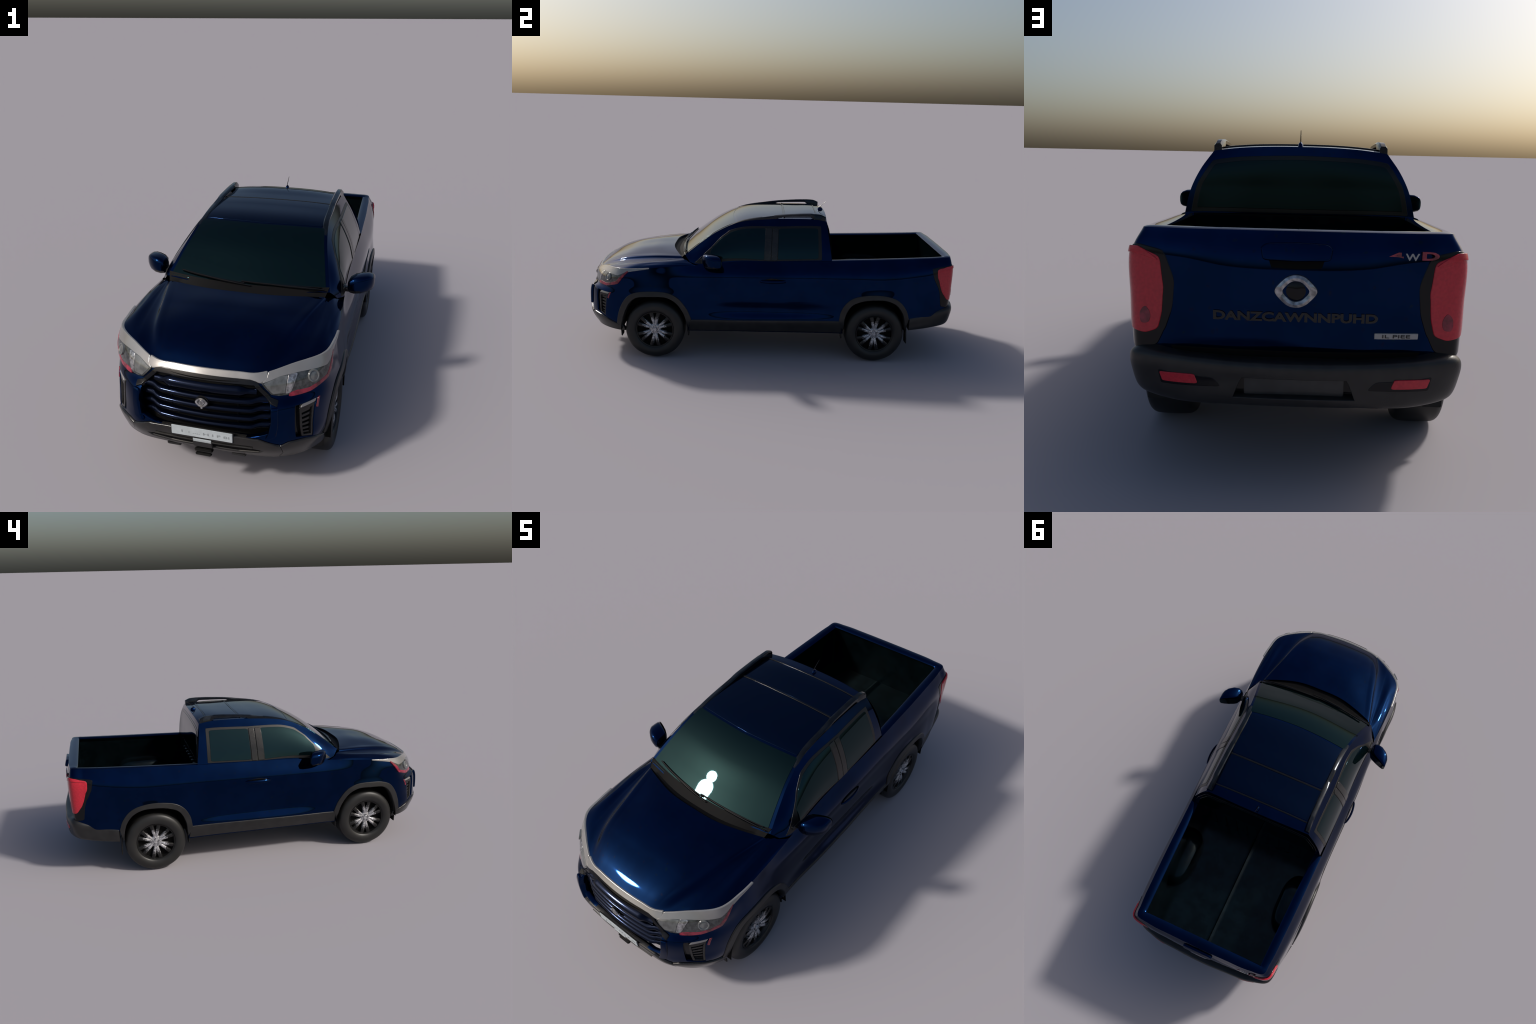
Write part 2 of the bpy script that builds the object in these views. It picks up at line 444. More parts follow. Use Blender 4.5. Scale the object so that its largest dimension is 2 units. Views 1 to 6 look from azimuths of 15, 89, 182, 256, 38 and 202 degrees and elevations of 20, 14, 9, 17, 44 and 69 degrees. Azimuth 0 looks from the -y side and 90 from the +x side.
def add_flecks(m, color, scale, size):
    """Sparse small specks of another colour scattered over a paint."""
    nt = m.node_tree; b = nt.nodes['Principled BSDF']; src = b.inputs['Base Color'].links[0].from_socket
    tc = nt.nodes.new('ShaderNodeTexCoord')
    warp = nt.nodes.new('ShaderNodeTexNoise'); warp.inputs['Scale'].default_value = scale*1.3; warp.inputs['Detail'].default_value = 1
    nt.links.new(tc.outputs['Object'], warp.inputs['Vector'])
    add = nt.nodes.new('ShaderNodeVectorMath'); add.operation = 'MULTIPLY_ADD'; add.inputs[1].default_value = (.02, .02, .02)
    nt.links.new(warp.outputs['Color'], add.inputs[0]); nt.links.new(tc.outputs['Object'], add.inputs[2])
    vo = nt.nodes.new('ShaderNodeTexVoronoi'); vo.inputs['Scale'].default_value = scale
    nt.links.new(add.outputs[0], vo.inputs['Vector'])
    ra = nt.nodes.new('ShaderNodeValToRGB'); e = ra.color_ramp.elements
    e[0].position = size*.6; e[0].color = (.32, .32, .32, 1); e[1].position = size; e[1].color = (0, 0, 0, 1)
    nt.links.new(vo.outputs['Distance'], ra.inputs['Fac'])
    hue = nt.nodes.new('ShaderNodeMix'); hue.data_type = 'RGBA'; hue.blend_type = 'MULTIPLY'; hue.inputs['Factor'].default_value = .7
    hue.inputs['A'].default_value = (*color, 1); nt.links.new(vo.outputs['Color'], hue.inputs['B'])
    mx = nt.nodes.new('ShaderNodeMix'); mx.data_type = 'RGBA'
    nt.links.new(ra.outputs['Color'], mx.inputs['Factor']); nt.links.new(src, mx.inputs['A']); nt.links.new(hue.outputs['Result'], mx.inputs['B'])
    nt.links.new(mx.outputs['Result'], b.inputs['Base Color'])
add_flecks(PAINT, (.018, .024, .024), 34, .17)

# ---------------------------------------------------------------- the truck
TRUCK = empty('pickup_truck')
TRUCK['label'] = 'dark blue double cab pickup truck with open bed'
TRUCK['category'] = 'pickup truck'

F_HUB, R_HUB = (-.613, .156), (.552, .156)
ARCH_F_OUT = [(-.812, .185), (-.798, .251), (-.773, .308), (-.742, .344), (-.697, .362), (-.628, .368), (-.542, .361), (-.490, .334), (-.448, .279), (-.423, .221)]
ARCH_F_IN = [(-.783, .150), (-.779, .195), (-.764, .250), (-.733, .308), (-.698, .332), (-.628, .338), (-.551, .334), (-.503, .307), (-.465, .251), (-.449, .195), (-.446, .150)]
ARCH_R_OUT = [(.361, .222), (.371, .278), (.398, .326), (.440, .355), (.535, .371), (.614, .364), (.668, .342), (.707, .297), (.727, .245)]
ARCH_R_IN = [(.388, .152), (.390, .195), (.396, .250), (.427, .309), (.476, .333), (.537, .342), (.607, .339), (.657, .315), (.691, .269), (.706, .205), (.708, .168)]

def on_body(pts, urange, axes='yz'): return BODY.find(pts, axes, urange=urange)
def arch_line(pts, urange, n=6):
    uv = on_body(spline(pts, n), urange); return uv
def widen(pts, hub, k):
    return [(hub[0] + (y-hub[0])*k, z if z < .2 else hub[1] + (z-hub[1])*k) for y, z in pts]
ARCH_F_IN, ARCH_R_IN = widen(ARCH_F_IN, F_HUB, 1.04), widen(ARCH_R_IN, R_HUB, 1.04)
F_IN = arch_line(ARCH_F_IN, (3.6, 7)); R_IN = arch_line(ARCH_R_IN, (10, 13.6))
F_OUT = arch_line(ARCH_F_OUT, (3.6, 7)); R_OUT = arch_line(ARCH_R_OUT, (10, 13.6))
F_IN[0, 1] = F_IN[-1, 1] = R_IN[0, 1] = R_IN[-1, 1] = 0

def joint(us=(), vs=()):
    return lambda p: any(abs(p[0]-u) < 1e-5 for u in us) or any(abs(p[1]-v) < 1e-5 for v in vs)

# grille mouth, in nose coordinates (x, z)
MOUTH = on_body([(.001, .424), (.168, .421), (.196, .388), (.222, .366), (.230, .310), (.224, .262), (.160, .240), (.001, .236)], (0, 3), 'xz')
MOUTH[0, 0] = MOUTH[-1, 0] = 0

body = empty('body', TRUCK)
POD = soften([(2.66, 1.45), (2.74, 3.20), (3.74, 3.32), (3.60, 2.9), (3.42, 1.10)], .06)
def split_pod(right):
    """Half of the fog-pod opening on one side of the panel joint at u = 3.1, from bottom to top."""
    P = [tuple(p) for p in POD]; cut = []
    for a, b in zip(P, P[1:] + P[:1]):
        if (a[0] > 3.1) == right: cut.append(a)
        if (a[0] > 3.1) != (b[0] > 3.1):
            k = (3.1 - a[0])/(b[0] - a[0]); cut.append((3.1, a[1] + (b[1]-a[1])*k))
    i = min((i for i, p in enumerate(cut) if p[0] == 3.1), key=lambda i: cut[i][1])
    cut = cut[i:] + cut[:i]
    return cut if cut[-1][0] == 3.1 else [cut[0]] + cut[:0:-1]
nose = [(0, 0), (3.1, 0)] + split_pod(False) + [(3.1, 6), (0, 6)] + [tuple(p) for p in MOUTH]
sheet('bumper', BODY, nose, PAINT, body, 'join', du=.1, dv=.2, depth=.02, no_skirt=joint((0, 3.1), (0, 6)))
fender = [(3.1, 0)] + [tuple(p) for p in F_IN] + [(7, 0), (7, 6), (3.1, 6)] + split_pod(True)[::-1]
sheet('fender', BODY, fender, PAINT, body, du=.05, dv=.15, depth=.02, no_skirt=joint((3.1, 7), (0, 6)))
sheet('door', BODY, [(7, 0), (9, 0), (9, 6), (7, 6)], PAINT, body, du=.05, dv=.15, depth=.02, no_skirt=joint((7, 9), (0, 6)))
sheet('door', BODY, [(9, 0), (10, 0), (10, 6), (9, 6)], PAINT, body, du=.05, dv=.15, depth=.02, no_skirt=joint((9, 10), (0, 6)))
arch_end = [tuple(p) for i, p in enumerate(R_IN) if i < len(R_IN)//2 or p[1] > 1.35]
flank = [(10, 0)] + arch_end + [(16, 1.35), (16, 6), (10, 6)]
sheet('bed_panel', BODY, flank, PAINT, body, du=.05, dv=.15, depth=.02, no_skirt=joint((10, 16), (0, 6)))
sheet('tailgate', BODY, [(16, 1.35), (18, 1.35), (18, 6), (16, 6)], PAINT, body, 'join', du=.1, dv=.15, depth=.02, no_skirt=joint((16, 18), (0, 6)))
sheet('hood', HOOD, [(0, 0), (3, 0), (3, 4), (0, 4)], PAINT, body, 'join', du=.1, dv=.08, depth=.015, no_skirt=joint((0, 3), (0,)))
sheet('fender_panel', HOOD, [(3, 0), (9, 0), (9, 4), (3, 4)], PAINT, body, du=.1, dv=.08, depth=.01, no_skirt=joint((3, 9), (0, 4)))
# cab shell
cab = empty('cab', TRUCK)
sheet('cab_panel', CAB, [(0, 0), (7, 0), (7, 3), (0, 3)], PAINT, cab, du=.1, dv=.1, depth=0)
sheet('roof', ROOF, [(0, 0), (4, 0), (4, 7), (0, 7)], PAINT, cab, 'join', du=.1, dv=.1, depth=0)
sheet('cab_panel', REAR, [(0, 0), (3, 0), (3, 3), (0, 3)], PAINT, cab, 'join', du=.1, dv=.1, depth=0)

# ---- glass
def cab_uv(pts): return CAB.find(pts, 'yz')
W_FRONT = soften(cab_uv([(-.332, .536), (-.318, .590), (-.272, .638), (-.222, .671), (-.155, .689), (-.034, .695), (-.044, .542)]), .10)
W_REAR = soften(cab_uv([(.030, .545), (.032, .695), (.236, .700), (.240, .553)]), .10)
F_FRONT = soften(cab_uv([(-.405, .519), (-.352, .569), (-.280, .640), (-.225, .681), (-.155, .700), (.030, .706), (.252, .711), (.258, .546), (0, .5365)]), .06)
frame, frame_m = sheet('window_frame', CAB, F_FRONT, FRAME, cab, du=.1, dv=.1, offset=.0015, depth=.004)
for o in (frame, frame_m): o.name = 'window_frame'
sheet('window', CAB, W_FRONT, SIDE_GLASS, cab, du=.1, dv=.1, offset=.003, depth=.004)
sheet('window', CAB, W_REAR, SIDE_GLASS, cab, du=.1, dv=.1, offset=.003, depth=.004)
# door pillar posts between the two windows
for y0, y1 in ((-.036, -.006), (.001, .027)):
    post = soften(cab_uv([(y0 - .006, .540), (y1 - .004, .540), (y1, .697), (y0, .697)]), .05)
    sheet('door_pillar', CAB, post, TRIM, cab, du=.05, dv=.1, offset=.0055, depth=.005, lip=.002)
SHIELD = soften([(0, .12), (3.70, .10), (3.72, 1.5), (3.66, 2.9), (0, 2.86)], .12, skip=(0, 4))
sheet('windshield', ROOF, SHIELD, GLASS, cab, 'join', du=.1, dv=.1, offset=.002, depth=.004, no_skirt=joint((0,)))
SUN1 = soften([(0, 2.94), (3.45, 3.0), (3.40, 4.50), (0, 4.52)], .1, skip=(0, 3))
SUN2 = soften([(0, 4.62), (3.40, 4.60), (3.36, 5.88), (0, 5.92)], .1, skip=(0, 3))
sheet('sunroof_panel', ROOF, SUN1, ROOF_GLASS, cab, 'join', du=.1, dv=.1, offset=.002, depth=.004, no_skirt=joint((0,)))
sheet('sunroof_panel', ROOF, SUN2, ROOF_GLASS, cab, 'join', du=.1, dv=.1, offset=.002, depth=.004, no_skirt=joint((0,)))
for v0, v1, k in ((4.545, 4.595, 3.42), (5.94, 5.98, 3.38)):
    sheet('roof_seam', ROOF, [(0, v0), (k, v0), (k, v1), (0, v1)], GLOSS_BLACK, cab, 'join', du=.1, dv=.02, offset=.0035, depth=.004, no_skirt=joint((0,)))
BACKLIGHT = soften(REAR.find([(0.001, .562), (.318, .562), (.300, .635), (.262, .694), (.18, .706), (.001, .712)], 'xz'), .10, skip=(0, 5))
BACKLIGHT[0, 0] = BACKLIGHT[-1, 0] = 3
BACKTRIM = soften(REAR.find([(0.001, .549), (.335, .549), (.314, .640), (.270, .706), (.18, .719), (.001, .725)], 'xz'), .08, skip=(0, 5))
BACKTRIM[0, 0] = BACKTRIM[-1, 0] = 3
sheet('window_frame', REAR, BACKTRIM, GLOSS_BLACK, cab, 'join', du=.05, dv=.1, offset=.0015, depth=.004, no_skirt=joint((3,)))
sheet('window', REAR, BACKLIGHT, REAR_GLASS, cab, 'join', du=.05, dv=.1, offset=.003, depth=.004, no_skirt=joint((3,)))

# ---- cowl between hood and windshield, with wipers
def cowl():
    V, F = [], []; n = 24
    for i in range(n + 1):
        t = -1 + 2*i/n; s = abs(t); sg = FLIP if t < 0 else np.ones(3)
        a = HOOD.at([[3*s, 4]])[0] * sg + np.array([0, -.004, -.012])
        b = ROOF.at([[4*s, .18]])[0] * sg + np.array([0, -.002, .0035])
        m = (a + b)/2 + np.array([0, 0, -.014*(1 - s**4)])
        V += [a, m, b]
    for i in range(n):
        for j in range(2): F.append([i*3+j, (i+1)*3+j, (i+1)*3+j+1, i*3+j+1])
    return V, F
put('cowl', to_mesh('cowl', *cowl()), cab, SCUTTLE)
def wiper(x0, v0, x1, v1, lift):
    uv = []
    for t in np.linspace(0, 1, 14):
        x = x0 + (x1-x0)*t; v = v0 + (v1-v0)*t
        uv.append((x, v))
    P = []
    for x, v in uv:
        u = abs(x)/.30*4
        p = ROOF.at([[min(u, 4), v]])[0]; n = ROOF.normal([[min(u, 4), v]])[0]
        if x < 0: p = p*FLIP; n = n*FLIP
        P.append(p + n*lift)
    return sweep(P, ring(.0035, .005, 8), scale=[.6 + .4*math.sin(math.pi*min(1, t*1.1+.1)) for t in np.linspace(0, 1, 14)])
for a in ((-.22, .36, .0, .22), (-.01, .30, .25, .16)):
    put('wiper', to_mesh('wiper', *merge(wiper(*a, .008), wiper(a[0]+.1, a[1]-.08, a[2]+.02, a[3]-.12, .011))), cab, GLOSS_BLACK)

# ---- wheel-arch mouldings, sills, lower bumper cladding
def band(outer, inner): return np.concatenate([outer, inner[::-1]])
sheet('wheel_arch_moulding', BODY, band(F_OUT, F_IN[3:-3]), CLAD, body, du=.08, dv=.15, offset=.005, depth=.035, lip=.003)
sheet('wheel_arch_moulding', BODY, band(R_OUT, R_IN[3:-3]), CLAD, body, du=.08, dv=.15, offset=.005, depth=.035, lip=.003)
sill = soften(on_body([(-.432, .156), (.374, .158), (.366, .222), (-.425, .213)], (6, 12)), .05)
sheet('sill', BODY, sill, CLAD, body, du=.1, dv=.1, offset=.004, depth=.05, lip=.004)
chin_top = on_body([(.001, .238), (.100, .240), (.190, .236), (.248, .214)], (0, 3), 'xz')
CHIN = np.concatenate([[(0, .05), (2.10, .05)], [(2.2, .55), (2.08, 1.15)], chin_top[::-1]]); CHIN[-1, 0] = 0
SLOT = on_body([(.001, .208), (.150, .206), (.205, .196), (.188, .180), (.120, .172), (.001, .172)], (0, 3), 'xz'); SLOT[0, 0] = SLOT[-1, 0] = 0
CHIN = np.concatenate([CHIN, SLOT])
sheet('bumper_valance', BODY, CHIN, CHIN_MAT, body, 'join', du=.05, dv=.1, offset=.007, depth=.02, no_skirt=joint((0,)), lip=.003)
sheet('air_intake', BODY, SLOT, DARK, body, 'join', du=.05, dv=.1, offset=.0015, depth=.004, no_skirt=joint((0,)))
CORNER = [(2.16, .03), (4.40, 0), (4.36, .35), (4.10, .62), (3.6, .95), (3.05, 1.15), (2.40, 1.25), (2.14, 1.10), (2.26, .55)]
sheet('bumper_corner', BODY, CORNER, CHIN_MAT, body, du=.05, dv=.1, offset=.006, depth=.02, lip=.003)
# slim bright lip across the lower slot and a hanging skid lug on either side
P = [BODY.at(BODY.find([(abs(x), .205)], 'xz', urange=(0, 3)))[0]*(FLIP if x < 0 else 1) + np.array([0, -.009, 0]) for x in np.linspace(-.17, .17, 25)]
put('bumper_lip', to_mesh('bumper_lip', *sweep(P, ring(.003, .003, 8))), body, TRIM)
pair('skid_lug', lambda: block((.05, .03, .012), (.115, -.948, .150), .003), CLAD, body)

# ---- grille
grille = empty('grille', TRUCK)
def nose_point(x, z):
    p = BODY.at(BODY.find([(abs(x), z)], 'xz', urange=(0, 3)))[0].copy()
    if x < 0: p[0] = -p[0]
    return p
def backing():
    V, F = [], []; xs = np.linspace(-.226, .226, 17); zs = (.232, .30, .37, .43)
    for x in xs:
        for z in zs: V.append((x, -.971 + .042*(x/.226)**2, z if abs(x) < .15 else min(z, .43 - .75*(abs(x)-.15))))
    for i in range(len(xs)-1):
        for j in range(3): F.append([i*4+j, (i+1)*4+j, (i+1)*4+j+1, i*4+j+1])
    return V, F
put('grille_backing', to_mesh('grille_backing', *backing()), grille, DARK)
def slat(z, half, h, wing, drop):
    """Curved bar, thicker towards its swept ends."""
    V, F = [], []; xs = np.linspace(-half, half, 41)
    for x in xs:
        s = abs(x)/half; w = min(1, max(0, (s - .72)/.11))
        zc = z - drop*w; hh = h*(1 + wing*w)
        y = -.987 + .021*(x/.2)**2 + .010*w
        V += [(x, y+.030, zc+hh*.55), (x, y+.006, zc+hh*.5), (x, y, zc+hh*.10), (x, y+.001, zc-hh*.15), (x, y+.010, zc-hh*.5), (x, y+.030, zc-hh*.45)]
    for i in range(len(xs)-1):
        for j in range(6): F.append([i*6+j, i*6+(j+1) % 6, (i+1)*6+(j+1) % 6, (i+1)*6+j])
    return V, F
for z, half, h, wing, drop in ((.396, .176, .034, -.35, .002), (.361, .220, .019, .35, -.005), (.329, .226, .017, .40, -.005), (.298, .226, .017, .40, -.005), (.267, .222, .017, .35, -.005)):
    put('grille_slat', to_mesh('grille_slat', *slat(z, half, h, wing, drop), sharp=85), grille, SLAT)
for x in (-.115, .115):
    put('grille_rib', to_mesh('grille_rib', *block((.006, .012, .15), (x, -.957, .318), .002)), grille, GLOSS_BLACK)
# frame: dark brow below the chrome strip, slanting cheeks, painted uprights
brow = on_body([(.001, .436), (.168, .432), (.195, .404), (.219, .378), (.242, .369), (.241, .358), (.224, .364), (.199, .388), (.167, .420), (.001, .422)], (0, 3), 'xz')
brow[0, 0] = brow[-1, 0] = 0
sheet('grille_surround', BODY, brow, GLOSS_BLACK, grille, 'join', du=.05, dv=.1, offset=.005, depth=.03, no_skirt=joint((0,)), lip=.003)
upright = on_body([(.229, .350), (.244, .352), (.246, .300), (.240, .255), (.214, .244), (.222, .262), (.230, .310)], (0, 3), 'xz')
sheet('grille_upright', BODY, upright, PAINT, grille, du=.05, dv=.1, offset=.010, depth=.03, lip=.003)

# ---- chrome strip and headlamps
lamps = empty('headlamp_cluster', TRUCK)
STRIP = [(0, 5.50), (1.50, 5.50), (1.82, 5.20), (2.05, 5.42), (2.16, 5.99), (0, 5.99)]
sheet('chrome_strip', BODY, STRIP, CHROME, lamps, 'join', du=.05, dv=.1, offset=.0065, depth=.012, no_skirt=joint((0,)), lip=.004)
DRL = soften([(1.86, 5.12), (2.45, 5.45), (3.02, 5.42), (4.05, 5.22), (4.46, 5.60), (5.42, 5.93), (5.42, 5.99), (4.3, 5.99), (3.0, 5.99), (2.22, 5.95), (2.06, 5.45)], .05)
sheet('daytime_lamp', BODY, DRL, CHROME, lamps, du=.05, dv=.1, offset=.007, depth=.01, lip=.002)
LAMP = soften([(1.84, 5.14), (1.90, 4.25), (2.10, 4.12), (3.30, 4.20), (4.02, 4.50), (4.50, 5.68), (4.05, 5.24), (3.02, 5.45), (2.45, 5.48)], .05)
sheet('headlamp', BODY, LAMP, LENS, lamps, du=.05, dv=.1, offset=.0065, depth=.012, lip=.002)
EDGE = soften([(2.50, 4.03), (3.35, 4.08), (4.08, 4.42), (4.58, 5.74), (4.42, 5.55), (4.00, 4.62), (3.30, 4.30), (2.80, 4.36), (2.52, 4.26)], .04)
INNER = soften([(1.90, 5.05), (1.95, 4.30), (2.34, 4.30), (2.66, 5.36), (2.45, 5.42)], .05)
sheet('turn_lamp', BODY, INNER, TURN, lamps, du=.05, dv=.1, offset=.0078, depth=.006, lip=.001)
sheet('headlamp_red_edge', BODY, EDGE, DARK_RED, lamps, du=.05, dv=.1, offset=.008, depth=.01, lip=.002)
FIN = soften([(2.38, 4.25), (2.55, 4.30), (2.95, 5.36), (2.70, 5.40)], .05)
sheet('headlamp_fin', BODY, FIN, BRIGHT, lamps, du=.05, dv=.1, offset=.0085, depth=.01, lip=.002)
def projector():
    uv = np.array([[3.42, 4.93]]); p = BODY.at(uv)[0]; n = BODY.normal(uv)[0]
    V, F = lathe([(.0095, .0001), (.0085, .010), (.0068, .015), (.0090, .018), (.0085, .021), (.002, .022)], 28)
    q = Vector((1, 0, 0)).rotation_difference(Vector(n)).to_matrix()
    return np.array([np.array(q @ Vector(v)) + p + n*.002 for v in V]), F
pair('projector_lamp', projector, TURN, lamps)
# vertical fog-lamp pods
POD_FLOOR = soften([(2.55, 1.3), (2.62, 3.3), (3.80, 3.42), (3.70, 2.9), (3.52, 1.0)], .06)
sheet('fog_lamp_housing', BODY, POD_FLOOR, GLOSS_BLACK, lamps, du=.05, dv=.1, offset=-.016, depth=0)
POD_IN = [(2.98, 1.42), (3.02, 2.75), (3.52, 2.86), (3.34, 1.28)]
POD_OUT = [(2.90, 1.25), (2.96, 2.95), (3.60, 3.06), (3.42, 1.10)]
ringpod = POD_OUT + [POD_OUT[0]] + [POD_IN[0]] + POD_IN[::-1]
for seg in ((0, 1), (1, 2), (2, 3), (3, 0)):
    a, b = seg
    sheet('fog_lamp_frame', BODY, [POD_OUT[a], POD_OUT[b], POD_IN[b], POD_IN[a]], TRIM, lamps, du=.05, dv=.1, offset=-.003, depth=.013, lip=.001)
for k in range(6):
    t0 = (k + .18)/6; t1 = (k + .62)/6
    l = lambda a, b, t: tuple(np.array(a) + (np.array(b)-np.array(a))*t)
    q = [l(POD_IN[0], POD_IN[1], t0), l(POD_IN[3], POD_IN[2], t0), l(POD_IN[3], POD_IN[2], t1), l(POD_IN[0], POD_IN[1], t1)]
    sheet('fog_lamp_louvre', BODY, q, TRIM, lamps, du=.05, dv=.1, offset=-.010, depth=.006, lip=.001)
sheet('fog_lamp_cap', BODY, [(3.0, 2.98), (3.08, 3.18), (3.66, 3.30), (3.60, 3.10)], CHROME, lamps, du=.05, dv=.1, offset=-.001, depth=.012, lip=.001)
sheet('marker_lamp', BODY, [(3.64, 2.75), (3.72, 3.30), (3.79, 3.33), (3.71, 2.7)], DARK_RED, lamps, du=.05, dv=.1, offset=.002, depth=.008, lip=.001)

# ---- tail lamps and rear bumper
rear = empty('tail', TRUCK)
HOUSING = soften([(13.72, 5.15), (13.80, 4.55), (14.15, 3.6), (14.30, 2.55), (15.0, 2.35), (15.75, 2.55), (16.02, 3.1), (16.14, 3.8), (16.18, 4.45), (16.0, 5.0), (15.2, 5.2), (14.4, 5.15)], .12)
sheet('tail_lamp_housing', BODY, HOUSING, GLOSS_BLACK, rear, du=.05, dv=.1, offset=.002, depth=.01, lip=.002)
RLAMP = soften([(13.92, 5.0), (13.94, 4.55), (14.35, 3.65), (14.75, 3.10), (15.40, 3.0), (15.80, 3.15), (15.96, 3.7), (16.02, 4.35), (15.90, 4.85), (15.2, 5.06), (14.5, 5.04)], .12)
sheet('tail_lamp', BODY, RLAMP, RED, rear, du=.05, dv=.1, offset=.005, depth=.008, lip=.002)
SPOT = spline([(15.30, 3.35), (15.52, 3.36), (15.60, 3.62), (15.46, 3.85), (15.28, 3.68)], 6, closed=True)
sheet('reversing_lamp', BODY, SPOT, DARK_RED, rear, du=.05, dv=.1, offset=.0062, depth=.004, lip=.0005)
sheet('tail_lamp_ledge', BODY, soften([(14.0, 4.98), (14.5, 4.93), (15.2, 4.95), (15.88, 4.80), (15.2, 5.12), (14.6, 5.10)], .05), RED, rear, du=.05, dv=.05, offset=.008, depth=.008, lip=.001)
NOTCH = BUMPER.find([(.001, .260), (.112, .260), (.132, .213), (.001, .213)], 'xz', urange=(2.5, 5), vrange=(1.1, 3)); NOTCH[0, 0] = NOTCH[-1, 0] = 5
bum = [(0, 0), (5, 0)] + [tuple(p) for p in NOTCH[::-1]] + [(5, 4), (0, 4)]
sheet('bumper', BUMPER, bum, CLAD, rear, 'join', du=.05, dv=.1, depth=.03, no_skirt=joint((5,), (0, 4)))
put('licence_plate', to_mesh('licence_plate', *block((.215, .006, .042), (0, .975, .236), .002, rot=(math.radians(-4), 0, 0))), rear, GREY)
put('plate_recess', to_mesh('plate_recess', *block((.30, .02, .075), (0, .956, .232), .002)), rear, GLOSS_BLACK)
REFL = soften(BUMPER.find([(.207, .243), (.214, .262), (.290, .262), (.284, .243)], 'xz', urange=(2, 5), vrange=(1, 3.3)), .05)
sheet('reflector', BUMPER, REFL, RED, rear, du=.05, dv=.05, offset=.003, depth=.006, lip=.001)
REFP = soften(BUMPER.find([(.158, .238), (.175, .256), (.294, .266), (.288, .236)], 'xz', urange=(2, 5), vrange=(1, 3.3)), .05)
sheet('reflector_pocket', BUMPER, REFP, GLOSS_BLACK, rear, du=.05, dv=.05, offset=.001, depth=.004, lip=.001)
GAP = on_body([(.001, .292), (.26, .296), (.27, .312), (.001, .308)], (15, 18), 'xz'); GAP[0, 0] = GAP[-1, 0] = 18
sheet('tailgate_gap', BODY, GAP, DARK, rear, 'join', du=.1, dv=.1, offset=.001, depth=.004, no_skirt=joint((18,)))

# ---- tailgate handle, emblem, lettering
gate = empty('tailgate_trim', TRUCK)
def gate_ys(xz): return BODY.at(BODY.find(np.abs(np.asarray(xz)), 'xz', urange=(15.5, 18)))[:, 1]
def gate_y(x, z): return gate_ys([(x, z)])[0]
HAND = soften(on_body([(.001, .512), (.068, .514), (.072, .535), (.062, .541), (.001, .543)], (15.5, 18), 'xz'), .05, skip=(0, 4)); HAND[0, 0] = HAND[-1, 0] = 18
sheet('tailgate_handle', BODY, HAND, PAINT, gate, 'join', du=.1, dv=.1, offset=.010, depth=.012, no_skirt=joint((18,)), lip=.004)
POCK = on_body([(.001, .494), (.052, .496), (.058, .511), (.001, .511)], (15.5, 18), 'xz'); POCK[0, 0] = POCK[-1, 0] = 18
sheet('handle_pocket', BODY, POCK, DARK, gate, 'join', du=.1, dv=.1, offset=.0012, depth=.004, no_skirt=joint((18,)))
def emblem(cx, cz, y, s, face):
    """Oval ring with pointed ends and a lower jewel."""
    V, F = [], []; n = 48
    prof = [(1.0, 0), (.97, .10), (.80, .16), (.62, .10), (.60, 0)]
    for k in range(n):
        a = 2*math.pi*k/n
        tip = 1 + .22*abs(math.cos(a))**10
        for r, h in prof: V.append((cx + s*r*tip*math.cos(a)*1.05, y + face*s*h, cz + s*r*math.sin(a)))
    m = len(prof)
    for k in range(n):
        for i in range(m-1):
            F.append([k*m+i, k*m+i+1, ((k+1) % n)*m+i+1, ((k+1) % n)*m+i])
    return V, F
def disc(cx, cz, y, r, face, h):
    V, F = lathe([(h, .0001), (h*.8, r*.7), (0, r)], 32)
    return np.stack([cx + V[:, 1], y + face*V[:, 0], cz + V[:, 2]], 1), F
ye = gate_y(0, .446)
put('emblem', to_mesh('emblem', *emblem(0, .446, ye, .036, 1)), gate, BRIGHT)
put('emblem_core', to_mesh('emblem_core', *disc(0, .446, ye, .021, 1, .003)), gate, GLOSS_BLACK)
yf = -.994
put('emblem', to_mesh('emblem', *merge(emblem(0, .352, yf, .017, -1), disc(0, .352, yf+.002, .012, -1, .005), disc(0, .332, yf+.003, .005, -1, .004))), grille, BRIGHT)
put('emblem_core', to_mesh('emblem_core', *disc(0, .352, yf+.006, .022, -1, .003)), grille, GLOSS_BLACK)

def lettering(name, text, width, height, loc, face, mat, parent, extrude=.0015, bold=0):
    cu = bpy.data.curves.new(name, 'FONT'); cu.body = text; cu.align_x = 'CENTER'; cu.align_y = 'CENTER'
    cu.size = .1; cu.extrude = .002; cu.offset = bold; cu.resolution_u = 3
    ob = bpy.data.objects.new(name, cu); SCENE.objects.link(ob)
    dg = bpy.context.evaluated_depsgraph_get(); me = bpy.data.meshes.new_from_object(ob.evaluated_get(dg))
    bpy.data.objects.remove(ob); bpy.data.curves.remove(cu)
    V = np.array([v.co[:] for v in me.vertices]); lo, hi = V.min(0), V.max(0); c = (lo+hi)/2
    V = (V - c) / (hi - lo) * np.array([width, height, extrude*2])
    out = np.stack([V[:, 0]*-face, V[:, 2]*face, V[:, 1]], 1)
    if face > 0: out = np.stack([-V[:, 0], V[:, 2], V[:, 1]], 1)
    else: out = np.stack([V[:, 0], -V[:, 2], V[:, 1]], 1)
    out = out + np.array(loc)
    for v, p in zip(me.vertices, out): v.co = p
    me.materials.clear(); me.update(); me.name = name
    return put(name, me, parent, mat)
def fit_to_gate(ob, off):
    ys = gate_ys([(v.co.x, v.co.z) for v in ob.data.vertices])
    for v, y in zip(ob.data.vertices, ys): v.co.y = y + off + (v.co.y > 0) * .002
